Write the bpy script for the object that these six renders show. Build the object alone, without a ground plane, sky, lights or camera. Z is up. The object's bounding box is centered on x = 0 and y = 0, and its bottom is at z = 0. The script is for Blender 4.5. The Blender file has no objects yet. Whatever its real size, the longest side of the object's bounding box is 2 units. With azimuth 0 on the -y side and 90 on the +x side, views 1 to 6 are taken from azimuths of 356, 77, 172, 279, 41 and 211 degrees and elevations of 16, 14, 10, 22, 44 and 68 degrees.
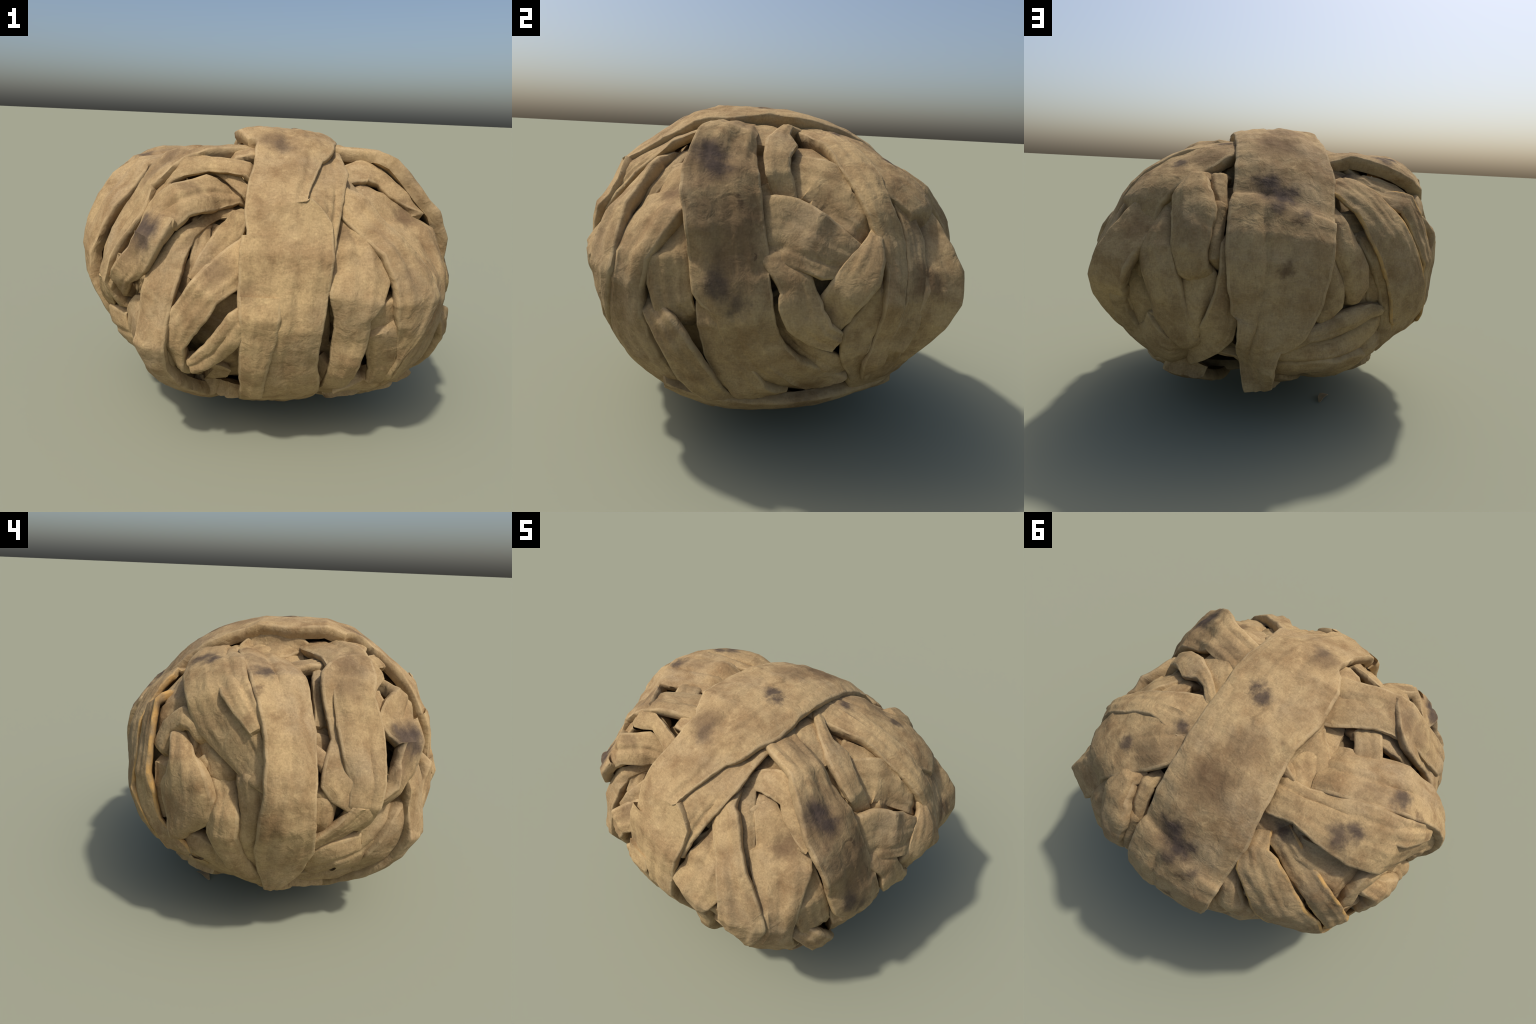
"""A ball wound from long strips of old linen cloth: one wide band over the
outside, and layer under layer of narrower folded strips below it.

Every strip is a ribbon lofted along a spine laid over the ball.  A station of
a spine is (azimuth, elevation, radius, width, tilt): where it lies as seen
from the middle of the ball, how far out, how wide the cloth is there, and how
far it is rolled about its own length."""
import bpy
import math
import random
from mathutils import Vector, Quaternion, noise

CENTRE = Vector((0.0, 0.0, 0.80))
STEP = 0.018            # spacing of the cross-sections along a strip, metres
FLAT = 0.10             # length of the flats the cloth bends in
ROOT = bpy.data.objects.new("cloth_ball", None)
ROOT.empty_display_size = 0.3
ROOT["label"] = "ball wound from strips of stained old linen cloth"
ROOT["category"] = "cloth ball"
bpy.context.scene.collection.objects.link(ROOT)


def polar(lon, lat, r):
    a, e = math.radians(lon), math.radians(lat)
    return Vector((math.cos(e) * math.sin(a), -math.cos(e) * math.cos(a), math.sin(e))) * r


# ------------------------------------------------------------------ materials
def cloth_material(name, dark=1.0, stains=(), tint=None):
    m = bpy.data.materials.new(name)
    m.use_nodes = True
    nt = m.node_tree
    N, link = nt.nodes, nt.links.new
    bsdf = N["Principled BSDF"]
    bsdf.inputs["Roughness"].default_value = 0.92
    bsdf.inputs["Specular IOR Level"].default_value = 0.12
    pos = N.new("ShaderNodeTexCoord").outputs["Object"]

    def tex(kind, scale, detail=4.0, rough=0.6, vector=pos, distortion=0.0):
        t = N.new(kind)
        t.inputs["Scale"].default_value = scale
        if "Detail" in t.inputs:
            t.inputs["Detail"].default_value = detail
        if "Roughness" in t.inputs:
            t.inputs["Roughness"].default_value = rough
        if "Distortion" in t.inputs:
            t.inputs["Distortion"].default_value = distortion
        link(vector, t.inputs["Vector"])
        return t

    def ramp(src, *stops):
        r = N.new("ShaderNodeValToRGB")
        e = r.color_ramp.elements
        while len(e) < len(stops):
            e.new(0.5)
        for el, (p, c) in zip(e, stops):
            el.position = p
            el.color = (*c, 1) if isinstance(c, tuple) else (c, c, c, 1)
        link(src, r.inputs[0])
        return r.outputs[0]

    def mix(fac, a, b, mode="MIX"):
        x = N.new("ShaderNodeMix")
        x.data_type, x.blend_type = "RGBA", mode
        for s, i in ((fac, 0), (a, 6), (b, 7)):
            if isinstance(s, (int, float)):
                x.inputs[i].default_value = s
            elif isinstance(s, tuple):
                x.inputs[i].default_value = (*s, 1)
            else:
                link(s, x.inputs[i])
        return x.outputs[2]

    def calc(op, a, b=None, c=None):
        x = N.new("ShaderNodeMath")
        x.operation = op
        for i, s in enumerate((a, b, c)):
            if s is None:
                continue
            if isinstance(s, (int, float)):
                x.inputs[i].default_value = s
            else:
                link(s, x.inputs[i])
        return x.outputs[0]

    # broad drift between straw and fawn, then brown ageing in clouds
    broad = tex("ShaderNodeTexNoise", 2.6, 3).outputs[0]
    base = ramp(broad, (0.30, STRAW), (0.50, FAWN), (0.72, GREYFAWN))
    clouds = tex("ShaderNodeTexNoise", 6.5, 5, 0.62, distortion=0.4).outputs[0]
    base = mix(ramp(clouds, (0.42, 0.0), (0.70, 0.95)), base, BROWN)
    small = tex("ShaderNodeTexNoise", 22, 4, 0.6).outputs[0]
    base = mix(ramp(small, (0.54, 0.0), (0.76, 0.55)), base, BROWN)
    base = mix(ramp(small, (0.22, 0.5), (0.42, 0.0)), base, PALE)
    # each strip a little lighter or darker
    each = N.new("ShaderNodeObjectInfo").outputs["Random"]
    base = mix(1.0, base, ramp(each, (0.0, 0.93), (1.0, 1.05)), "MULTIPLY")
    # scorched and inky stains: soft spots with ragged rims
    if stains:
        rag = tex("ShaderNodeTexNoise", 8, 6, 0.68)
        off = N.new("ShaderNodeVectorMath")
        off.operation = "MULTIPLY_ADD"
        link(rag.outputs["Color"], off.inputs[0])
        off.inputs[1].default_value = (0.17, 0.17, 0.17)
        link(pos, off.inputs[2])
        ink = brown = None
        for where, radius, strength, hue in stains:
            d = N.new("ShaderNodeVectorMath")
            d.operation = "DISTANCE"
            link(off.outputs[0], d.inputs[0])
            d.inputs[1].default_value = Vector(where) + Vector((0.085, 0.085, 0.085))
            mr = N.new("ShaderNodeMapRange")
            mr.interpolation_type = "SMOOTHERSTEP"
            link(d.outputs["Value"], mr.inputs["Value"])
            mr.inputs["From Min"].default_value = radius * 1.35
            mr.inputs["From Max"].default_value = radius * 0.1
            mr.inputs["To Max"].default_value = strength
            if hue == "ink":
                ink = mr.outputs[0] if ink is None else calc("MAXIMUM", ink, mr.outputs[0])
            else:
                brown = mr.outputs[0] if brown is None else calc("MAXIMUM", brown, mr.outputs[0])
        if brown is not None:
            base = mix(brown, base, SCORCH)
        if ink is not None:
            base = mix(ink, base, INK)
    # the weave: threads and slubs as fine grain
    def threads(sx, sy, sz):
        mp = N.new("ShaderNodeMapping")
        mp.inputs["Scale"].default_value = (sx, sy, sz)
        link(pos, mp.inputs["Vector"])
        return tex("ShaderNodeTexNoise", 1.0, 1.5, 0.5, vector=mp.outputs[0]).outputs[0]
    weave = calc("ADD", calc("ADD", threads(34, 150, 150), threads(150, 34, 150)), threads(150, 150, 34))
    grain = calc("ADD", calc("MULTIPLY", weave, 0.23),
                 calc("MULTIPLY", tex("ShaderNodeTexNoise", 110, 2, 0.55, distortion=0.8).outputs[0], 0.31))
    base = mix(1.0, base, ramp(grain, (0.36, 0.82), (0.64, 1.17)), "MULTIPLY")
    if tint:
        worn = tex("ShaderNodeTexNoise", 14, 3).outputs[0]
        base = mix(ramp(worn, (0.35, 0.0), (0.62, tint[1])), base, tint[0])
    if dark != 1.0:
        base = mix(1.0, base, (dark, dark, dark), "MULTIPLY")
    link(base, bsdf.inputs["Base Color"])
    bump = N.new("ShaderNodeBump")
    bump.inputs["Strength"].default_value = 0.35
    bump.inputs["Distance"].default_value = 0.004
    link(grain, bump.inputs["Height"])
    crumple = N.new("ShaderNodeBump")
    crumple.inputs["Strength"].default_value = 0.4
    crumple.inputs["Distance"].default_value = 0.02
    link(tex("ShaderNodeTexNoise", 17, 3, 0.5, distortion=0.6).outputs[0], crumple.inputs["Height"])
    link(bump.outputs[0], crumple.inputs["Normal"])
    link(crumple.outputs[0], bsdf.inputs["Normal"])
    return m


STRAW = (0.405, 0.285, 0.140)
FAWN = (0.362, 0.255, 0.128)
GREYFAWN = (0.319, 0.233, 0.132)
PALE = (0.492, 0.362, 0.183)
BROWN = (0.216, 0.136, 0.065)
SCORCH = (0.115, 0.070, 0.038)
INK = (0.062, 0.045, 0.036)

# (place, radius, strength, hue) of the stains
STAINS = [
    ((0.072, -0.032, 1.507), 0.05, 0.9, "ink"),
    ((0.12, -0.055, 1.51), 0.045, 0.85, "ink"),
    ((0.112, 0.646, 1.212), 0.085, 0.95, "ink"),
    ((0.068, 0.689, 1.162), 0.08, 0.95, "ink"),
    ((0.019, 0.665, 1.18), 0.05, 0.85, "ink"),
    ((0.083, 0.757, 1.117), 0.05, 0.8, "ink"),
    ((0.176, 0.625, 1.236), 0.05, 0.6, "ink"),
    ((0.103, 0.662, 1.195), 0.16, 0.5, "brown"),
    ((0.634, -0.363, 1.31), 0.1, 0.98, "ink"),
    ((0.693, -0.351, 1.255), 0.085, 0.95, "ink"),
    ((0.669, -0.357, 1.278), 0.17, 0.6, "brown"),
    ((-0.595, 0.236, 1.365), 0.065, 0.9, "ink"),
    ((-0.692, -0.015, 1.348), 0.055, 0.85, "ink"),
    ((-0.593, -0.678, 1.09), 0.08, 0.95, "ink"),
    ((-0.62, -0.688, 1.044), 0.07, 0.85, "ink"),
    ((-0.653, -0.67, 0.98), 0.07, 0.6, "brown"),
    ((0.561, -0.514, 1.131), 0.07, 0.75, "brown"),
    ((0.579, -0.486, 1.147), 0.08, 0.8, "brown"),
    ((0.538, 0.444, 1.292), 0.05, 0.8, "ink"),
    ((-0.045, -0.395, 1.463), 0.1, 0.7, "brown"),
    ((-0.008, -0.431, 1.441), 0.05, 0.45, "ink"),
    ((0.058, 0.4, 1.409), 0.14, 0.7, "brown"),
    ((0.319, 0.256, 1.404), 0.05, 0.85, "ink"),
    ((0.012, 0.202, 1.485), 0.11, 0.4, "brown"),
    ((0.054, 0.882, 0.853), 0.05, 0.85, "brown"),
    ((-0.02, 0.786, 1.061), 0.035, 0.85, "brown"),
    ((0.098, 0.433, 1.391), 0.11, 0.55, "brown"),
    ((-0.041, 0.456, 1.369), 0.07, 0.4, "brown"),
    ((0.791, -0.4, 1.106), 0.07, 0.65, "brown"),
    ((0.816, -0.319, 1.061), 0.17, 0.6, "brown"),
    ((0.858, -0.304, 0.918), 0.16, 0.6, "brown"),
    ((0.782, -0.266, 1.136), 0.03, 0.9, "brown"),
    ((0.874, -0.353, 0.846), 0.07, 0.75, "ink"),
    ((0.906, -0.285, 0.778), 0.06, 0.7, "ink"),
    ((0.861, -0.214, 0.934), 0.018, 0.95, "brown"),
    ((0.734, -0.413, 1.198), 0.08, 0.65, "brown"),
    ((0.926, 0.47, 0.858), 0.09, 0.75, "brown"),
    ((-0.791, -0.005, 1.3), 0.04, 0.8, "brown"),
    ((-0.527, -0.369, 1.37), 0.09, 0.65, "brown"),
    ((-0.614, -0.391, 1.284), 0.08, 0.55, "brown"),
    ((-0.619, -0.639, 1.093), 0.08, 0.9, "ink"),
    ((-0.674, -0.633, 1.01), 0.12, 0.7, "brown"),
    ((0.009, -0.427, 1.441), 0.07, 0.45, "brown"),
    ((-0.301, -0.765, 0.938), 0.09, 0.6, "brown"),
    ((-0.404, -0.611, 1.255), 0.07, 0.55, "brown"),
    ((-0.172, -0.838, 0.888), 0.08, 0.45, "brown"),
    ((0.247, -0.691, 1.097), 0.06, 0.6, "brown"),
    ((0.764, -0.291, 1.168), 0.03, 0.9, "brown"),
    ((0.374, -0.201, 1.427), 0.09, 0.55, "brown"),
    ((0.428, -0.172, 1.413), 0.05, 0.65, "brown"),
    ((-0.324, 0.384, 1.268), 0.06, 0.85, "ink"),
    ((-0.052, 0.747, 1.097), 0.045, 0.7, "ink"),
    ((0.41, 0.428, 1.332), 0.11, 0.45, "brown"),
    ((-0.434, -0.424, 1.405), 0.07, 0.5, "brown"),
    ((-0.563, 0.044, 1.381), 0.06, 0.45, "brown"),
    ((0.545, 0.452, 1.286), 0.045, 0.75, "ink"),
    ((0.809, 0.465, 1.052), 0.06, 0.55, "brown"),
    ((-0.532, 0.285, 1.365), 0.065, 0.8, "ink"),
]
CLOTH = cloth_material("linen_cloth", stains=STAINS)
HEM = cloth_material("linen_hem", stains=STAINS, tint=((0.42, 0.31, 0.17), 0.55))
YELLOW_HEM = cloth_material("yellowed_hem", tint=((0.47, 0.28, 0.095), 0.85))
CORE = cloth_material("linen_dark_core", dark=0.55)


# ------------------------------------------------------------------ the ribbon
def catmull(p0, p1, p2, p3, t):
    return 0.5 * ((2 * p1) + (p2 - p0) * t + (2 * p0 - 5 * p1 + 4 * p2 - p3) * t * t
                  + (3 * p1 - p0 - 3 * p2 + p3) * t * t * t)


def fair(rows):
    """Stations -> closely spaced (position, width, tilt).  The cloth is stiff: it
    lies in flats about a hand wide with a soft bend between one and the next."""
    ext = [rows[0]] + rows + [rows[-1]]
    knots = []
    for i in range(len(rows) - 1):
        a, b, c, d = ext[i:i + 4]
        n = max(1, round((c[0] - b[0]).length / FLAT))
        for k in range(n):
            t = k / n
            knots.append((catmull(a[0], b[0], c[0], d[0], t),
                          max(0.01, b[1] + (c[1] - b[1]) * t), b[2] + (c[2] - b[2]) * t))
    knots.append(rows[-1])
    out = []
    for b, c in zip(knots, knots[1:]):
        n = max(2, round((c[0] - b[0]).length / STEP))
        for k in range(n):
            t = k / n
            out.append((b[0].lerp(c[0], t), b[1] + (c[1] - b[1]) * t, b[2] + (c[2] - b[2]) * t))
    out.append(rows[-1])
    return out


SERIAL = [0]


def strip(name, stations, thick=4.5, tuck=1, tuck_end=1, puff=0.006, material=None, hem=None, folds=0.7, tent=0):
    """One length of cloth: a closed ribbon, crowned across, with soft edges that
    roll under, lengthwise folds and small crumples; its ends dive into the ball."""
    SERIAL[0] += 1
    seed = SERIAL[0] * 17.31
    rnd = random.Random(SERIAL[0])
    thick = thick / 100
    rows = [(polar(*s[:3]), s[3], math.radians(s[4])) for s in stations]

    for e, inner in ((0, 1), (-1, -2)):
        p, w, t = rows[e]
        rows[e] = (p, max(w, 0.7 * rows[inner][1]), t)

    def dive(p, q, w, t):
        e = p + (p - q).normalized() * 0.05
        return (e.normalized() * (p.length - 0.07), w, t)
    if tuck:
        rows.insert(0, dive(rows[0][0], rows[1][0], rows[0][1], rows[0][2]))
    if tuck_end and tuck:
        rows.append(dive(rows[-1][0], rows[-2][0], rows[-1][1], rows[-1][2]))
    path = fair(rows)
    n = len(path)
    # cross-section: flat top between two hems, walls, underside
    across = max(14, min(46, int(max(r[1] for r in rows) / 0.010)))
    top = [-1 + 2 * i / across for i in range(across + 1)]
    ring = len(top) + 6
    verts, faces, slot = [], [], []
    f1, f2 = rnd.uniform(0.7, 1.2), rnd.uniform(1.6, 2.6)
    creases = [(rnd.uniform(-0.6, 0.6), rnd.choice((-0.020, -0.014, 0.014)), rnd.uniform(0, 50))
               for _ in range(2)]
    run = 0.0
    for i, (p, w, tilt) in enumerate(path):
        a, b = path[max(0, i - 2)][0], path[min(n - 1, i + 2)][0]
        tan = (b - a).normalized()
        if i:
            run += (p - path[i - 1][0]).length
        up = p.normalized()
        side = tan.cross(up).normalized()
        side = Quaternion(tan, tilt) @ side
        nor = side.cross(tan).normalized()
        hw = w / 2
        crown = min(hw * hw / (2 * p.length), 0.05) * 0.8 + puff * min(1, hw / 0.06)
        k = min(1.0, hw / 0.09) * folds
        wavs = [0.007 * noise.noise(Vector((run * 8, seed, q))) + 0.004 * noise.noise(Vector((run * 25, seed, q + 3)))
                for q in (1.7, 9.7)]

        def put(v, out, h):
            x = v * hw + (out + wavs[v > 0]) * (1 if v > 0 else -1) * abs(v)
            verts.append(CENTRE + p + side * x + nor * h)
        for v in top:
            e = abs(v)
            h = crown * ((1 - e) if tent else (1 - e ** 2.4))
            # a few lengthwise folds and small crumples
            fold = noise.noise(Vector((v * f1 + seed, run * 1.1, 0.3)))
            h += k * 0.010 * (min(1, abs(fold) * 2.2) - 0.3) * (1 - e ** 6)
            h += k * 0.007 * noise.noise(Vector((v * f2 + seed, run * 3.5, 5.5))) * (1 - e ** 8)
            h += 0.005 * noise.noise(Vector((v * hw * 14, run * 14, seed)))
            h += 0.0045 * noise.noise(Vector((v * hw * 34 + seed, run * 4, 8.2))) * (1 - e ** 10)
            for vc, depth, ph in creases:
                on = max(0.0, noise.noise(Vector((run * 2.0, ph, seed))) + 0.22)
                x = (v - vc - 0.3 * noise.noise(Vector((run * 2.0, ph, 2.0)))) * hw
                h += k * depth * on * 1.5 * math.exp(-abs(x) / 0.010)
            put(v, 0.0, h)
        put(1.0, 0.004, -0.006)
        put(1.0, 0.0, -thick * 0.5)
        put(1.0, -min(0.5 * hw, 0.02), -thick)
        put(-1.0, -min(0.5 * hw, 0.02), -thick)
        put(-1.0, 0.0, -thick * 0.5)
        put(-1.0, 0.004, -0.006)
    for i in range(n - 1):
        for j in range(ring):
            j2 = (j + 1) % ring
            faces.append((i * ring + j, (i + 1) * ring + j, (i + 1) * ring + j2, i * ring + j2))
            slot.append(1 if j < 1 or j >= len(top) - 2 else 0)
    faces.append(tuple(range(ring)))
    faces.append(tuple((n - 1) * ring + j for j in reversed(range(ring))))
    me = bpy.data.meshes.new(name)
    me.from_pydata([v[:] for v in verts], [], faces)
    me.polygons.foreach_set("use_smooth", [True] * len(me.polygons))
    me.materials.append(material or CLOTH)
    me.materials.append(hem or HEM)
    me.polygons.foreach_set("material_index", slot + [0, 0])
    me.update()
    me.set_sharp_from_angle(angle=math.radians(50))
    ob = bpy.data.objects.new(name, me)
    bpy.context.scene.collection.objects.link(ob)
    ob.parent = ROOT
    return ob


# ------------------------------------------------------------------ strips you can see

strip('wide_band', [
    (0.8, -64.0, 0.784, 0.324, 1),
    (0.5, -34.9, 0.822, 0.362, -2),
    (358.4, -16.8, 0.838, 0.339, -4),
    (358.2, -4.9, 0.867, 0.346, -5),
    (358.4, 5.4, 0.855, 0.366, -3),
    (359.2, 15.8, 0.858, 0.385, -3),
    (359.6, 22.5, 0.829, 0.374, 2),
    (355.3, 29.6, 0.84, 0.255, -3),
    (358.0, 41.2, 0.794, 0.262, 2),
    (3.2, 54.1, 0.763, 0.308, 3),
    (6.7, 59.6, 0.752, 0.389, -2),
    (9.8, 70.6, 0.718, 0.49, 3),
    (24.9, 84.5, 0.685, 0.492, -2),
    (155.2, 82.2, 0.688, 0.449, -1),
    (172.6, 68.1, 0.685, 0.471, -4),
    (176.4, 55.7, 0.699, 0.475, -5),
    (177.2, 40.7, 0.716, 0.501, -7),
    (176.4, 26.5, 0.743, 0.478, -5),
    (175.6, 21.9, 0.788, 0.495, -5),
    (175.2, 12.8, 0.839, 0.489, -6),
    (175.2, 5.2, 0.863, 0.475, -7),
    (174.6, -4.7, 0.876, 0.431, -6),
    (173.0, -14.2, 0.89, 0.341, -2),
    (169.8, -19.6, 0.92, 0.204, -7),
    (168.4, -29.2, 0.902, 0.195, 29),
    (169.3, -38.0, 0.94, 0.129, -7),
    (180.0, -73.1, 0.721, 0.189, 0),
], thick=6, puff=0.0)

strip('cloth_strip', [
    (53.8, 68.4, 0.652, 0.147, 4),
    (31.6, 58.1, 0.722, 0.156, 13),
    (20.1, 46.2, 0.741, 0.213, 22),
    (13.1, 33.9, 0.781, 0.192, 4),
    (12.0, 30.1, 0.802, 0.182, -2),
    (9.4, 21.6, 0.826, 0.153, -2),
    (8.4, 14.9, 0.841, 0.137, 4),
], thick=4)

strip('cloth_strip', [
    (346.8, 56.8, 0.718, 0.121, 25),
    (338.2, 56.0, 0.74, 0.14, 23),
    (330.3, 53.8, 0.739, 0.131, 22),
    (325.5, 50.4, 0.711, 0.102, 27),
], thick=6)

strip('cloth_strip', [
    (348.7, 72.0, 0.623, 0.259, 19),
    (326.4, 64.4, 0.672, 0.251, 21),
    (311.8, 49.2, 0.793, 0.213, 23),
    (306.7, 39.2, 0.852, 0.204, 20),
    (303.3, 31.1, 0.877, 0.183, 12),
    (303.6, 23.1, 0.883, 0.216, 4),
    (302.5, 14.6, 0.922, 0.201, 8),
    (302.6, 7.8, 0.952, 0.155, 18),
    (301.3, 1.9, 0.965, 0.141, 15),
    (300.5, -7.3, 0.9, 0.165, 0),
], thick=5)

strip('cloth_strip', [
    (342.7, 44.3, 0.776, 0.082, 10),
    (325.2, 43.5, 0.811, 0.069, -9),
    (318.1, 40.1, 0.864, 0.145, 2),
    (304.9, 36.0, 0.84, 0.281, -1),
    (305.6, 25.5, 0.849, 0.314, 6),
    (302.8, 17.4, 0.867, 0.245, 6),
    (299.7, 8.3, 0.915, 0.31, 6),
    (302.7, 1.0, 0.961, 0.132, -2),
    (289.0, -12.3, 0.91, 0.031, -30),
], folds=0.5)

strip('cloth_strip', [
    (339.6, 37.1, 0.705, 0.055, -5),
    (335.4, 36.6, 0.704, 0.107, 6),
    (329.9, 34.0, 0.779, 0.174, -20),
    (325.1, 28.0, 0.895, 0.156, -13),
    (318.7, 22.9, 0.898, 0.225, 9),
    (320.2, 16.0, 0.954, 0.149, -2),
    (316.6, 9.6, 0.944, 0.139, -4),
    (312.3, 4.2, 0.96, 0.101, -39),
    (304.2, -2.5, 0.905, 0.092, -22),
], thick=6)

strip('cloth_strip', [
    (343.0, 37.4, 0.734, 0.048, 6),
    (336.2, 41.2, 0.751, 0.054, -9),
    (326.5, 44.0, 0.763, 0.048, 8),
    (319.8, 42.7, 0.798, 0.058, 8),
])

strip('cloth_strip', [
    (336.6, 30.8, 0.686, 0.066, 16),
    (332.9, 28.2, 0.723, 0.043, -32),
    (330.2, 25.0, 0.761, 0.05, -32),
    (328.3, 19.8, 0.835, 0.066, -30),
    (325.5, 14.0, 0.865, 0.119, -5),
    (323.8, 8.2, 0.891, 0.16, -7),
    (323.8, 2.4, 0.923, 0.155, -8),
    (323.4, -5.0, 0.947, 0.145, -6),
    (323.5, -11.4, 0.992, 0.148, -9),
    (322.2, -19.7, 0.969, 0.127, -4),
    (321.0, -31.3, 0.916, 0.171, -7),
    (316.2, -52.9, 0.827, 0.184, -13),
], thick=6)

strip('cloth_strip', [
    (348.1, 17.4, 0.783, 0.125, 9),
    (345.1, 13.4, 0.798, 0.162, 7),
    (340.6, 8.4, 0.815, 0.158, 2),
    (337.5, 4.3, 0.9, 0.132, -11),
    (334.0, -0.8, 0.907, 0.147, 1),
    (330.3, -6.4, 0.92, 0.14, -8),
    (328.8, -12.3, 0.93, 0.087, -11),
    (327.3, -20.2, 0.907, 0.087, 25),
    (316.5, -45.3, 0.733, 0.036, -4),
], thick=6)

strip('cloth_strip', [
    (349.7, -0.8, 0.867, 0.092, -13),
    (346.6, -3.2, 0.887, 0.104, -7),
    (343.9, -8.1, 0.884, 0.109, -2),
    (339.9, -14.2, 0.878, 0.108, -21),
    (335.1, -17.8, 0.908, 0.086, -9),
    (332.3, -19.0, 0.921, 0.031, 11),
], thick=5)

strip('cloth_strip', [
    (347.3, -37.2, 0.667, 0.551, -8),
    (340.1, -39.1, 0.668, 0.495, -15),
    (330.9, -42.8, 0.694, 0.472, -21),
    (325.8, -40.2, 0.757, 0.38, 0),
])

strip('cloth_strip', [
    (342.7, 28.4, 0.757, 0.095, 18),
    (340.1, 24.0, 0.739, 0.123, 21),
    (336.8, 18.6, 0.752, 0.091, -22),
    (335.1, 12.3, 0.824, 0.074, -23),
    (332.7, 6.7, 0.861, 0.059, -7),
])

strip('cloth_strip', [
    (329.2, 23.6, 0.775, 0.084, -53),
    (331.4, 17.3, 0.79, 0.079, -48),
    (331.4, 11.7, 0.815, 0.061, -16),
    (328.7, 5.9, 0.822, 0.078, 0),
    (326.4, -2.4, 0.836, 0.073, 0),
])

strip('cloth_strip', [
    (23.1, 30.9, 0.749, 0.113, 39),
    (23.0, 23.3, 0.791, 0.144, 33),
    (22.1, 16.5, 0.835, 0.21, 13),
    (21.0, 9.5, 0.87, 0.259, 20),
    (18.1, 3.9, 0.91, 0.237, 14),
    (17.7, -2.0, 0.894, 0.146, 26),
    (19.2, -9.9, 0.874, 0.152, 26),
    (18.7, -16.9, 0.883, 0.126, 34),
    (20.9, -30.1, 0.856, 0.113, 19),
    (40.9, -59.5, 0.793, 0.163, 16),
], thick=7)

strip('cloth_strip', [
    (25.7, 41.1, 0.733, 0.074, 23),
    (24.0, 35.7, 0.765, 0.108, 26),
    (25.4, 30.8, 0.791, 0.147, 18),
    (28.3, 23.6, 0.832, 0.142, 9),
    (31.5, 16.6, 0.907, 0.145, -1),
    (34.5, 7.4, 0.964, 0.203, 5),
    (35.3, 2.2, 0.985, 0.236, 13),
    (35.0, -4.7, 0.98, 0.159, 13),
    (35.2, -15.1, 0.961, 0.022, 47),
    (38.0, -24.2, 0.949, 0.001, -34),
    (42.6, -34.6, 0.906, 0.023, 45),
], thick=6)

strip('cloth_strip', [
    (41.1, 39.7, 0.726, 0.064, 4),
    (42.9, 32.8, 0.77, 0.13, 3),
    (47.0, 25.0, 0.801, 0.261, 6),
    (46.5, 18.1, 0.874, 0.283, 16),
    (45.6, 6.6, 0.973, 0.176, 1),
    (45.5, 0.3, 0.991, 0.147, -8),
    (44.2, -6.4, 0.984, 0.183, 1),
    (44.2, -14.8, 0.969, 0.233, 0),
    (47.5, -27.8, 0.94, 0.217, 5),
    (61.3, -47.3, 0.891, 0.117, -4),
], thick=7)

strip('cloth_strip', [
    (23.4, 49.4, 0.652, 0.094, 0),
    (33.1, 45.6, 0.709, 0.075, -9),
    (40.6, 45.7, 0.735, 0.108, -7),
    (47.7, 44.2, 0.778, 0.128, 5),
    (50.7, 38.5, 0.802, 0.072, 29),
    (51.4, 33.3, 0.822, 0.088, 38),
    (53.0, 29.4, 0.853, 0.073, 29),
    (55.9, 24.4, 0.884, 0.02, -34),
], thick=6, folds=0.4)

strip('cloth_strip', [
    (24.5, 55.4, 0.623, 0.111, -15),
    (43.0, 53.7, 0.678, 0.108, -24),
    (53.9, 49.3, 0.688, 0.123, -31),
])

strip('cloth_strip', [
    (47.7, 66.6, 0.679, 0.18, -15),
    (62.4, 47.7, 0.815, 0.2, -24),
    (62.6, 41.4, 0.835, 0.253, -32),
    (64.3, 30.6, 0.877, 0.295, -19),
    (65.8, 24.6, 0.893, 0.313, -23),
    (68.1, 16.2, 0.9, 0.302, -22),
    (69.5, 9.0, 0.895, 0.297, -13),
    (70.8, 3.2, 0.918, 0.297, -15),
    (73.0, -0.6, 0.934, 0.246, -11),
    (74.4, -5.3, 0.941, 0.225, -5),
    (76.9, -14.1, 0.916, 0.215, -3),
    (84.1, -22.4, 0.906, 0.206, 6),
    (99.0, -36.4, 0.838, 0.415, 23),
    (113.8, -37.1, 0.888, 0.05, -41),
    (122.3, -42.4, 0.873, 0.156, 23),
], thick=6)

strip('cloth_strip', [
    (109.3, 73.0, 0.598, 0.159, 15),
    (75.1, 64.3, 0.683, 0.18, 11),
    (67.3, 58.5, 0.712, 0.227, 0),
    (65.5, 53.6, 0.73, 0.227, -3),
    (65.2, 47.3, 0.737, 0.227, -5),
], thick=6, folds=0.3)

strip('cloth_strip', [
    (124.0, 66.4, 0.643, 0.065, 12),
    (92.5, 60.8, 0.72, 0.049, 10),
    (86.0, 54.4, 0.736, 0.073, 1),
    (84.3, 47.9, 0.758, 0.131, -4),
    (81.7, 40.3, 0.793, 0.111, 0),
    (81.6, 33.2, 0.809, 0.101, -5),
    (85.1, 24.0, 0.773, 0.077, 24),
], thick=6, folds=0.4)

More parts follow.
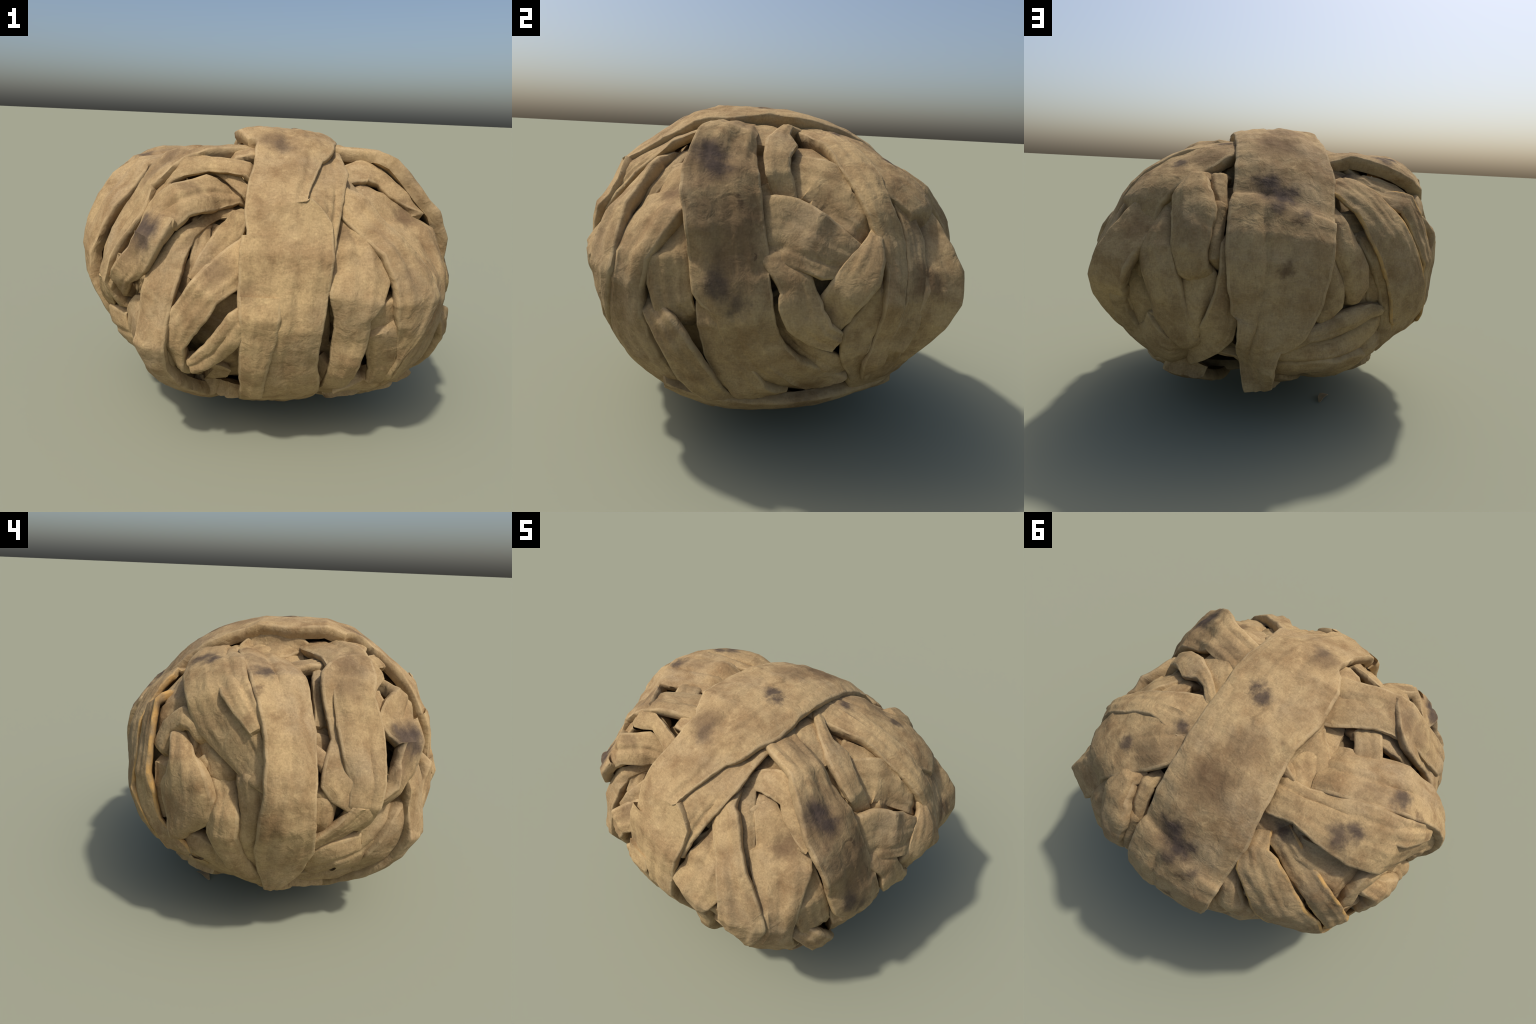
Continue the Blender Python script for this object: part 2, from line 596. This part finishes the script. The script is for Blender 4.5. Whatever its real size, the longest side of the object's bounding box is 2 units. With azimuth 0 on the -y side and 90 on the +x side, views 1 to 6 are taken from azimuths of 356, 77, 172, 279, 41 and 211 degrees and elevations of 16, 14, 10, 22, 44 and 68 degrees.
strip('cloth_strip', [
    (50.2, 17.9, 0.843, 0.198, 14),
    (52.8, 12.8, 0.885, 0.171, -2),
    (55.2, 7.7, 0.938, 0.161, -16),
    (55.7, 1.4, 0.941, 0.179, -15),
    (56.9, -3.5, 0.946, 0.165, -11),
    (59.3, -6.8, 0.933, 0.09, -6),
])

strip('cloth_strip', [
    (47.6, -2.3, 0.908, 0.064, -55),
    (51.3, -4.7, 0.964, 0.078, -33),
    (55.5, -7.6, 0.99, 0.116, -6),
    (59.1, -13.1, 1.006, 0.123, -7),
    (61.7, -20.8, 0.987, 0.13, -13),
    (66.4, -31.7, 0.948, 0.103, -16),
    (76.0, -52.6, 0.849, 0.169, 7),
], thick=6)

strip('cloth_strip', [
    (65.3, -1.9, 0.91, 0.099, -10),
    (66.8, -6.9, 0.948, 0.114, -2),
    (67.9, -15.0, 0.93, 0.135, -4),
    (71.2, -21.9, 0.926, 0.161, -4),
    (75.8, -29.7, 0.931, 0.158, 2),
    (81.4, -37.9, 0.874, 0.205, 2),
], thick=6)

strip('cloth_strip', [
    (72.7, 17.5, 0.793, 0.258, -5),
    (78.5, 16.4, 0.822, 0.278, -6),
    (84.4, 16.1, 0.839, 0.262, -6),
    (89.4, 13.5, 0.887, 0.239, -4),
    (94.9, 10.5, 0.904, 0.224, -15),
    (99.5, 9.1, 0.928, 0.137, -5),
    (103.9, 5.4, 0.918, 0.115, 2),
], thick=6, folds=0.5)

strip('cloth_strip', [
    (112.2, 17.3, 0.908, 0.066, 13),
    (105.3, 13.7, 0.948, 0.06, 39),
    (103.0, 9.8, 0.966, 0.117, 38),
    (100.4, 5.7, 0.973, 0.149, 32),
    (96.8, 0.8, 0.968, 0.143, 26),
    (95.4, -4.0, 0.929, 0.143, 27),
    (94.2, -7.8, 0.915, 0.113, 21),
], thick=6, folds=0.5)

strip('cloth_strip', [
    (80.9, 9.5, 0.864, 0.119, -23),
    (82.8, 6.3, 0.896, 0.088, -24),
    (86.1, 3.0, 0.914, 0.135, -5),
    (86.9, -1.2, 0.933, 0.16, -4),
    (88.5, -5.1, 0.945, 0.156, 4),
    (92.2, -9.2, 0.957, 0.124, 16),
    (96.7, -11.0, 0.962, 0.085, 2),
], thick=6)

strip('cloth_strip', [
    (81.2, -3.4, 0.861, 0.033, 12),
    (84.3, -10.6, 0.869, 0.101, 21),
    (92.2, -17.6, 0.885, 0.09, 21),
    (98.1, -20.1, 0.922, 0.108, 9),
    (106.2, -25.2, 0.906, 0.126, 21),
])

strip('cloth_strip', [
    (87.1, 35.8, 0.732, 0.225, -5),
    (90.2, 34.8, 0.748, 0.218, -2),
    (96.6, 31.3, 0.797, 0.225, 7),
    (99.8, 23.7, 0.837, 0.145, 22),
    (104.1, 17.9, 0.891, 0.138, 2),
    (108.8, 13.4, 0.883, 0.155, -14),
], thick=6, folds=0.5)

strip('cloth_strip', [
    (91.0, 45.5, 0.714, 0.087, -22),
    (98.3, 45.3, 0.724, 0.099, -13),
    (102.5, 37.7, 0.767, 0.131, -3),
    (101.8, 30.4, 0.806, 0.085, 7),
    (104.3, 25.8, 0.794, 0.058, 26),
], thick=5)

strip('cloth_strip', [
    (208.6, 74.6, 0.644, 0.027, 3),
    (122.3, 60.4, 0.688, 0.254, 12),
    (111.3, 45.3, 0.792, 0.141, 11),
    (109.3, 29.3, 0.886, 0.134, 19),
    (109.0, 19.8, 0.939, 0.114, 14),
    (110.2, 11.8, 0.964, 0.122, 0),
    (109.6, 5.2, 1.001, 0.088, 10),
    (107.3, -0.9, 1.04, 0.079, 12),
    (108.4, -9.8, 0.997, 0.074, 20),
    (108.2, -17.5, 0.996, 0.09, 14),
    (122.3, -36.1, 0.915, 0.076, 11),
], thick=7)

strip('cloth_strip', [
    (134.1, 69.2, 0.624, 0.222, -7),
    (130.3, 56.7, 0.693, 0.28, 3),
    (127.2, 47.2, 0.738, 0.346, 5),
    (124.6, 36.6, 0.797, 0.382, -1),
    (125.1, 27.5, 0.878, 0.372, -4),
    (126.2, 19.0, 0.942, 0.281, -9),
    (126.3, 12.8, 0.92, 0.272, 3),
    (123.7, 3.6, 0.942, 0.287, 0),
    (122.0, -5.5, 0.928, 0.286, -3),
    (119.6, -15.0, 0.918, 0.266, 0),
    (118.2, -25.3, 0.89, 0.227, 6),
], thick=6, puff=0.022, folds=0.6)

strip('cloth_strip', [
    (128.2, 21.8, 0.836, 0.299, 6),
    (125.3, 2.9, 1.025, 0.311, 7),
    (121.3, -5.9, 1.017, 0.267, -9),
    (117.7, -17.6, 0.925, 0.234, -11),
], thick=5, puff=0.085, folds=0.2, tent=1)

strip('cloth_strip', [
    (118.0, 30.9, 0.863, 0.046, 20),
    (115.7, 24.5, 0.918, 0.047, 15),
    (117.6, 18.5, 0.951, 0.076, 12),
    (117.2, 12.3, 0.98, 0.088, 16),
    (115.0, 5.7, 1.017, 0.092, 17),
    (113.5, -0.5, 1.041, 0.094, 12),
    (112.7, -6.8, 1.039, 0.098, 16),
    (111.4, -13.6, 1.024, 0.079, 26),
    (126.2, -32.7, 0.928, 0.066, 19),
], thick=6)

strip('cloth_strip', [
    (109.1, 5.3, 0.951, 0.063, 20),
    (105.6, 1.7, 0.989, 0.067, 13),
    (104.1, -3.7, 0.977, 0.109, 14),
    (102.3, -9.5, 0.96, 0.132, 11),
    (102.4, -15.2, 0.962, 0.111, 14),
    (113.6, -29.0, 0.915, 0.095, -8),
], thick=6)

strip('cloth_strip', [
    (140.2, 31.0, 0.835, 0.083, -21),
    (144.0, 24.7, 0.884, 0.179, -18),
    (147.3, 19.0, 0.903, 0.208, -12),
    (148.8, 13.1, 0.929, 0.182, -12),
    (148.9, 7.5, 0.936, 0.168, -7),
    (149.5, 1.8, 0.922, 0.159, -11),
], thick=7, puff=0.028, folds=0.4)

strip('cloth_strip', [
    (146.3, 3.6, 0.868, 0.095, -14),
    (150.2, -0.9, 0.88, 0.188, -17),
    (150.8, -7.6, 0.903, 0.128, -24),
    (150.6, -12.7, 0.922, 0.069, -28),
    (149.2, -17.9, 0.924, 0.038, -3),
], thick=7, puff=0.028, folds=0.4)

strip('cloth_strip', [
    (146.5, 34.6, 0.773, 0.077, -23),
    (151.0, 27.4, 0.801, 0.068, -38),
    (154.1, 22.6, 0.817, 0.039, -42),
], puff=0.028, folds=0.4)

strip('cloth_strip', [
    (153.4, 22.3, 0.824, 0.07, -33),
    (154.8, 14.7, 0.851, 0.062, -27),
    (155.0, 11.0, 0.866, 0.07, -29),
    (155.5, 5.9, 0.881, 0.074, -16),
], puff=0.028, folds=0.4)

strip('cloth_strip', [
    (132.3, 22.5, 0.849, 0.072, -24),
    (137.9, 13.2, 0.923, 0.099, -19),
    (138.7, 6.5, 0.967, 0.177, -9),
    (141.4, 0.8, 0.977, 0.168, -10),
    (143.1, -5.6, 0.963, 0.173, -11),
    (142.8, -12.8, 0.939, 0.202, -5),
    (144.3, -18.3, 0.925, 0.192, 2),
    (146.3, -21.3, 0.919, 0.163, 5),
], thick=7, puff=0.028, folds=0.4)

strip('cloth_strip', [
    (128.9, 8.3, 0.93, 0.068, -17),
    (128.7, -0.7, 0.953, 0.09, -43),
    (129.5, -7.9, 0.953, 0.163, -17),
    (121.8, -20.3, 0.898, 0.496, 2),
    (129.6, -26.5, 0.916, 0.452, 6),
    (135.4, -29.0, 0.909, 0.336, 12),
], thick=7, puff=0.028, folds=0.4)

strip('cloth_strip', [
    (126.0, 2.5, 1.004, 0.107, -21),
    (127.0, -2.6, 1.028, 0.093, -31),
    (126.1, -7.7, 1.026, 0.109, -15),
    (124.9, -13.0, 1.011, 0.077, -24),
    (118.8, -20.9, 0.952, 0.302, -4),
    (123.5, -27.6, 0.925, 0.27, 10),
], thick=7, puff=0.028, folds=0.4)

strip('cloth_strip', [
    (158.7, 9.9, 0.859, 0.049, -34),
    (159.7, 1.4, 0.887, 0.059, -36),
    (159.5, -7.9, 0.895, 0.125, -29),
    (156.5, -17.3, 0.899, 0.173, -17),
    (146.7, -26.2, 0.905, 0.099, 10),
    (124.7, -37.7, 0.854, 0.077, 54),
    (125.8, -29.0, 0.91, 0.04, 54),
], thick=7)

strip('cloth_strip', [
    (136.7, -41.2, 0.755, 0.126, 33),
    (154.5, -26.0, 0.879, 0.053, 33),
    (160.3, -28.9, 0.852, 0.036, 31),
    (165.5, -39.1, 0.808, 0.142, 19),
])

strip('cloth_strip', [
    (197.0, 25.5, 0.721, 0.064, -3),
    (198.0, 18.1, 0.769, 0.101, 3),
    (198.8, 9.3, 0.798, 0.144, -3),
    (202.1, 1.8, 0.801, 0.16, 4),
    (203.7, -4.2, 0.8, 0.133, 3),
    (204.3, -8.2, 0.79, 0.076, -1),
], thick=7, puff=0.028, folds=0.4)

strip('cloth_strip', [
    (191.4, 7.1, 0.785, 0.074, -7),
    (192.1, 2.6, 0.806, 0.099, -19),
    (193.8, -3.5, 0.805, 0.129, -10),
    (194.0, -9.2, 0.804, 0.131, -2),
    (190.6, -14.1, 0.808, 0.073, -18),
], thick=7, puff=0.028, folds=0.4)

strip('cloth_strip', [
    (208.5, 12.1, 0.769, 0.06, -1),
    (210.7, 6.0, 0.784, 0.112, 5),
    (214.9, -1.6, 0.788, 0.132, 11),
    (217.1, -9.6, 0.787, 0.141, 13),
], thick=6)

strip('cloth_strip', [
    (208.5, 41.4, 0.667, 0.092, 45),
    (205.8, 37.8, 0.715, 0.139, 20),
    (207.7, 32.8, 0.752, 0.202, -2),
    (211.9, 26.3, 0.793, 0.221, 1),
    (216.7, 13.6, 0.843, 0.263, 7),
    (221.2, 4.1, 0.86, 0.266, 10),
    (224.3, -5.7, 0.888, 0.236, 20),
    (229.5, -15.2, 0.896, 0.246, 17),
    (230.9, -21.9, 0.882, 0.178, 13),
], thick=3.5, folds=0.4, hem=YELLOW_HEM)

strip('cloth_strip', [
    (218.4, 42.2, 0.679, 0.125, 0),
    (221.9, 37.1, 0.719, 0.139, 16),
    (225.8, 28.7, 0.772, 0.128, 4),
    (229.6, 23.2, 0.875, 0.14, 20),
    (235.1, 3.2, 0.92, 0.12, 5),
    (235.6, -2.7, 0.911, 0.153, 0),
    (239.5, -11.6, 0.925, 0.086, -10),
    (247.1, -18.6, 0.925, 0.122, -9),
    (243.9, -31.1, 0.843, 0.192, -6),
], thick=3.5, folds=0.4, hem=YELLOW_HEM)

strip('cloth_strip', [
    (177.3, -22.4, 0.877, 0.043, -24),
    (185.6, -17.8, 0.87, 0.063, -12),
    (194.3, -17.3, 0.829, 0.107, -13),
    (202.1, -14.8, 0.829, 0.11, -3),
    (211.8, -13.0, 0.815, 0.078, -7),
    (216.6, -13.2, 0.826, 0.04, -1),
], thick=7, puff=0.028, folds=0.4)

strip('cloth_strip', [
    (175.5, -25.2, 0.867, 0.084, -6),
    (185.1, -24.5, 0.865, 0.102, -12),
    (196.7, -26.3, 0.835, 0.115, -15),
    (209.2, -24.8, 0.81, 0.144, -11),
    (216.4, -20.2, 0.803, 0.115, -8),
    (222.5, -15.8, 0.792, 0.073, -14),
], thick=7, puff=0.028, folds=0.4)

strip('cloth_strip', [
    (179.0, -41.5, 0.77, 0.445, 15),
    (190.8, -34.0, 0.83, 0.206, 26),
    (209.0, -42.8, 0.791, 0.445, 14),
    (212.0, -32.7, 0.845, 0.087, -13),
    (218.5, -28.0, 0.837, 0.139, -8),
    (229.2, -25.9, 0.813, 0.208, -1),
], thick=7, puff=0.028, folds=0.4)

strip('cloth_strip', [
    (208.9, 13.5, 0.772, 0.08, -4),
    (212.0, 5.3, 0.811, 0.088, 5),
    (217.6, -5.1, 0.816, 0.082, 18),
    (222.6, -15.1, 0.832, 0.114, 11),
    (225.9, -23.4, 0.846, 0.165, 11),
    (224.3, -30.1, 0.835, 0.019, -7),
], thick=7, puff=0.028, folds=0.4)

strip('cloth_strip', [
    (267.7, 55.7, 0.682, 0.269, -26),
    (277.4, 36.6, 0.883, 0.258, -18),
    (280.0, 28.4, 0.905, 0.261, -27),
    (281.4, 20.1, 0.945, 0.233, -22),
    (281.6, 12.3, 0.971, 0.231, -18),
    (281.5, 4.8, 0.988, 0.224, -9),
    (281.1, -2.9, 0.976, 0.243, -1),
    (281.3, -12.3, 0.932, 0.261, 0),
    (280.4, -23.5, 0.909, 0.19, -2),
    (278.9, -30.8, 0.924, 0.067, 0),
    (286.7, -58.8, 0.807, 0.2, 9),
], thick=6)

strip('cloth_strip', [
    (218.7, 57.9, 0.658, 0.184, -18),
    (232.2, 53.7, 0.714, 0.175, -27),
    (250.1, 39.7, 0.849, 0.289, -8),
    (257.6, 31.0, 0.908, 0.282, -3),
    (262.1, 24.2, 0.901, 0.294, 12),
    (266.8, 18.6, 0.914, 0.232, 17),
    (270.9, 13.4, 0.924, 0.175, 19),
    (274.7, 10.0, 0.97, 0.107, 6),
    (277.3, 7.3, 0.966, 0.079, 0),
], thick=7)

strip('cloth_strip', [
    (238.2, 63.6, 0.631, 0.067, 47),
    (235.6, 69.6, 0.627, 0.072, 55),
    (273.7, 71.6, 0.637, 0.1, 55),
    (296.1, 69.2, 0.639, 0.102, 55),
    (307.9, 64.8, 0.625, 0.079, 55),
], thick=7)

strip('cloth_strip', [
    (302.7, 71.0, 0.629, 0.1, -7),
    (280.7, 70.1, 0.632, 0.154, -17),
    (266.1, 65.1, 0.616, 0.137, 9),
    (257.2, 59.2, 0.631, 0.133, 16),
    (250.9, 53.0, 0.657, 0.102, 20),
], thick=6)

strip('cloth_strip', [
    (301.4, 49.3, 0.709, 0.082, 25),
    (296.0, 37.7, 0.795, 0.102, 0),
    (295.0, 30.2, 0.79, 0.1, -8),
    (294.4, 24.1, 0.789, 0.1, -8),
], thick=6)

strip('cloth_strip', [
    (302.6, 50.4, 0.713, 0.137, 40),
    (291.0, 49.7, 0.722, 0.129, 42),
    (282.6, 47.8, 0.72, 0.123, 43),
    (276.0, 44.9, 0.727, 0.115, 37),
], thick=5)

strip('cloth_strip', [
    (301.5, 43.3, 0.751, 0.064, 15),
    (298.7, 36.8, 0.772, 0.142, -11),
    (300.8, 21.3, 0.791, 0.112, 10),
    (302.3, 0.6, 0.855, 0.066, 17),
], thick=5)

strip('cloth_strip', [
    (287.9, 15.8, 0.854, 0.078, 4),
    (290.8, 13.9, 0.875, 0.071, -4),
    (294.1, 10.6, 0.885, 0.076, -8),
    (296.7, 6.7, 0.9, 0.022, 5),
    (294.0, 4.7, 0.902, 0.078, 9),
    (289.6, 3.9, 0.883, 0.076, 3),
], thick=6, puff=0.022, folds=0.5)

strip('cloth_strip', [
    (292.0, 2.9, 0.893, 0.118, 2),
    (291.3, -2.6, 0.91, 0.091, -6),
    (291.7, -9.5, 0.889, 0.06, -3),
], thick=6, puff=0.022, folds=0.5)

strip('cloth_strip', [
    (291.2, -24.5, 0.851, 0.203, 3),
    (297.8, -18.1, 0.895, 0.26, 10),
    (307.7, -18.5, 0.874, 0.254, 1),
    (316.1, -11.6, 0.862, 0.306, 4),
    (330.5, -7.7, 0.759, 0.056, 7),
    (337.0, -1.8, 0.723, 0.013, -30),
], thick=7, puff=0.022, folds=0.5)

strip('cloth_strip', [
    (289.2, -46.6, 0.781, 0.215, 6),
    (301.7, -36.7, 0.822, 0.143, 0),
    (313.9, -32.1, 0.855, 0.096, -5),
    (317.2, -20.5, 0.91, 0.244, -1),
    (320.1, -10.0, 0.92, 0.213, 2),
    (326.6, -3.2, 0.896, 0.194, -7),
], thick=7, puff=0.022, folds=0.5)

strip('cloth_strip', [
    (246.7, 17.1, 0.871, 0.069, -55),
    (250.3, 11.6, 0.913, 0.11, -22),
    (251.9, 7.0, 0.918, 0.206, 0),
    (252.1, 1.6, 0.906, 0.286, 2),
    (251.7, -3.9, 0.903, 0.27, 1),
    (250.1, -9.7, 0.907, 0.152, -9),
    (248.9, -13.9, 0.904, 0.046, -44),
], thick=8, puff=0.022, folds=0.5)

strip('cloth_strip', [
    (239.2, 11.8, 0.871, 0.095, -2),
    (241.8, 18.1, 0.879, 0.085, 11),
    (247.1, 22.3, 0.885, 0.094, 6),
    (251.6, 20.8, 0.881, 0.071, -3),
    (254.0, 17.8, 0.863, 0.052, -14),
], thick=7, puff=0.022, folds=0.5)

strip('cloth_strip', [
    (250.7, 21.8, 0.814, 0.071, -1),
    (256.4, 14.7, 0.833, 0.1, 0),
    (261.0, 10.2, 0.855, 0.144, -4),
    (264.1, 7.5, 0.846, 0.119, 1),
], thick=7, puff=0.022, folds=0.5)

strip('cloth_strip', [
    (259.9, 8.2, 0.834, 0.138, -9),
    (263.4, 2.2, 0.87, 0.112, -13),
    (264.1, -2.7, 0.918, 0.134, 5),
    (263.6, -9.1, 0.922, 0.151, 8),
    (266.2, -17.5, 0.91, 0.11, -12),
    (269.0, -28.0, 0.874, 0.158, 16),
], thick=8, puff=0.022, folds=0.5)

strip('cloth_strip', [
    (270.1, 8.9, 0.918, 0.122, 27),
    (271.4, 4.1, 0.917, 0.131, 25),
    (271.9, -1.6, 0.918, 0.108, 14),
    (271.1, -9.1, 0.901, 0.096, -10),
    (272.3, -18.4, 0.877, 0.075, -4),
    (271.5, -40.3, 0.812, 0.14, 44),
], thick=7, puff=0.022, folds=0.5)

strip('cloth_strip', [
    (238.1, -27.3, 0.808, 0.144, -10),
    (252.4, -18.7, 0.888, 0.181, -3),
    (252.3, -34.2, 0.781, 0.508, 3),
    (262.1, -33.4, 0.801, 0.438, 17),
    (269.8, -39.1, 0.807, 0.356, 19),
], thick=7, puff=0.022, folds=0.5)

strip('cloth_strip', [
    (241.4, 6.8, 0.877, 0.101, -3),
    (240.8, -1.4, 0.874, 0.074, -21),
    (242.0, -10.3, 0.879, 0.07, -14),
], thick=6)

strip('cloth_strip', [
    (21.7, -4.5, 0.854, 0.118, 8),
    (24.6, -3.6, 0.886, 0.12, 11),
    (28.1, -2.8, 0.906, 0.152, 8),
    (32.5, -2.5, 0.919, 0.164, 5),
], thick=6, folds=0.4)

strip('cloth_strip', [
    (27.9, -6.6, 0.917, 0.127, 27),
    (30.9, -14.4, 0.907, 0.137, 33),
    (34.5, -22.2, 0.911, 0.122, 34),
    (35.3, -28.4, 0.91, 0.095, 25),
], thick=6, folds=0.4)

strip('cloth_strip', [
    (15.3, -32.8, 0.791, 0.039, 21),
    (33.0, -40.8, 0.804, 0.381, 20),
    (36.6, -35.3, 0.869, 0.243, -10),
    (39.9, -29.1, 0.91, 0.115, -11),
], thick=6)

strip('cloth_strip', [
    (224.9, 35.9, 0.727, 0.152, -5),
    (240.3, 26.7, 0.839, 0.17, -12),
    (243.1, 19.7, 0.831, 0.269, 0),
    (244.1, 12.3, 0.843, 0.212, -2),
], thick=6)

strip('cloth_strip', [
    (31.0, 42.2, 0.719, 0.102, 7),
    (32.5, 32.5, 0.749, 0.109, -2),
    (34.2, 24.6, 0.792, 0.097, -6),
    (35.7, 16.9, 0.832, 0.078, -9),
    (37.5, 9.9, 0.885, 0.078, -8),
], thick=6)

strip('cloth_strip', [
    (293.0, -41.2, 0.851, 0.227, 4),
    (294.4, -61.4, 0.757, 0.264, 3),
    (341.6, -87.4, 0.696, 0.27, 2),
    (111.8, -64.5, 0.751, 0.251, 2),
    (113.3, -43.3, 0.868, 0.233, 2),
], thick=5)

strip('cloth_strip', [
    (236.1, -41.8, 0.841, 0.27, -2),
    (231.8, -62.0, 0.759, 0.255, -1),
    (206.6, -88.1, 0.688, 0.243, 0),
    (47.5, -64.3, 0.752, 0.229, 0),
    (48.3, -44.2, 0.86, 0.215, 3),
], thick=5)

strip('cloth_strip', [
    (328.9, -46.9, 0.821, 0.232, -12),
    (313.7, -64.8, 0.749, 0.234, -11),
    (241.7, -78.0, 0.708, 0.228, -8),
    (181.5, -60.6, 0.755, 0.226, -9),
    (169.8, -41.6, 0.829, 0.224, -9),
], thick=5)

strip('cloth_strip', [
    (39.8, -43.1, 0.856, 0.264, 15),
    (57.5, -59.6, 0.774, 0.231, 16),
    (102.0, -63.6, 0.787, 0.217, 20),
    (129.4, -52.0, 0.849, 0.215, 17),
    (137.8, -36.5, 0.937, 0.203, 16),
], thick=5)

strip('cloth_strip', [
    (352.3, 4.1, 0.868, 0.176, -2),
    (352.4, -1.4, 0.894, 0.165, -1),
    (351.9, -9.8, 0.879, 0.146, 0),
    (351.1, -19.1, 0.872, 0.121, 2),
    (349.6, -34.6, 0.852, 0.1, 12),
], thick=2, tuck=0, puff=0.012, folds=0.3)

strip('cloth_strip', [
    (48.5, -32.0, 0.944, 0.207, 20),
    (67.0, -41.3, 0.902, 0.256, 12),
    (92.3, -43.3, 0.887, 0.254, 16),
    (116.4, -40.3, 0.9, 0.231, 15),
    (131.1, -35.5, 0.918, 0.172, 22),
], thick=5)

strip('cloth_strip', [
    (257.5, 38.8, 0.866, 0.134, -1),
    (264.8, 31.0, 0.941, 0.125, -10),
    (268.9, 26.1, 0.956, 0.102, -4),
    (272.4, 21.8, 0.964, 0.064, -7),
], thick=3)

# ------------------------------------------------------------------ what lies under them
def body(d, shrink):
    """Radius of the wound body in direction d, a lopsided ellipsoid."""
    ax = (0.97 - shrink, 0.86 - shrink, 0.70 - shrink)
    return 1 / math.sqrt(sum((c / a) ** 2 for c, a in zip(d, ax)))


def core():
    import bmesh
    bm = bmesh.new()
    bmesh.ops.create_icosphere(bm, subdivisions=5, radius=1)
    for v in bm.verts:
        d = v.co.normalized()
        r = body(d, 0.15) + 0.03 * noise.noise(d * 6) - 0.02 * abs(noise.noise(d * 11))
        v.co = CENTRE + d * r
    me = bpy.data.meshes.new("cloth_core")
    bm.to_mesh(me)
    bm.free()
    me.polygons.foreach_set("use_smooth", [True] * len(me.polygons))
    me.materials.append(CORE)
    ob = bpy.data.objects.new("cloth_core", me)
    bpy.context.scene.collection.objects.link(ob)
    ob.parent = ROOT


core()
rng = random.Random(5)
for i in range(46):
    start = Vector((rng.gauss(0, 1), rng.gauss(0, 1), rng.gauss(0, 1))).normalized()
    axis = start.cross(Vector((rng.gauss(0, 1), rng.gauss(0, 1), rng.gauss(0, 1)))).normalized()
    depth, width = rng.uniform(0.105, 0.14), rng.uniform(0.12, 0.22)
    rows = []
    for k in range(7):
        d = Quaternion(axis, math.radians(-48 + 16 * k)) @ start
        lon = math.degrees(math.atan2(d.x, -d.y))
        rows.append((lon, math.degrees(math.asin(d.z)), body(d, depth), width * rng.uniform(0.8, 1.1), rng.uniform(-12, 12)))
    strip("inner_cloth_strip", rows, material=CLOTH)

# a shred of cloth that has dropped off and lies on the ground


def shred():
    spine = [(-0.248, 0.408, 0.000), (-0.262, 0.372, 0.012), (-0.283, 0.345, 0.018), (-0.300, 0.330, 0.012), (-0.316, 0.312, 0.000)]
    width = [0.006, 0.020, 0.026, 0.020, 0.006]
    verts, faces = [], []
    for (x, y, z), w in zip(spine, width):
        for side in (-1, 1):
            verts.append((x + side * w * 0.7, y - side * w * 0.5, z + 0.003))
            verts.append((x + side * w * 0.7, y - side * w * 0.5, z))
    for i in range(len(spine) - 1):
        a, b = 4 * i, 4 * i + 4
        for p, q in ((0, 2), (2, 3), (3, 1), (1, 0)):
            faces.append((a + p, a + q, b + q, b + p))
    faces += [(0, 1, 3, 2), tuple(4 * (len(spine) - 1) + k for k in (2, 3, 1, 0))]
    me = bpy.data.meshes.new("cloth_scrap")
    me.from_pydata(verts, [], faces)
    me.materials.append(HEM)
    ob = bpy.data.objects.new("cloth_scrap", me)
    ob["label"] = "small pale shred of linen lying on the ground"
    ob["category"] = "cloth scrap"
    bpy.context.scene.collection.objects.link(ob)


shred()
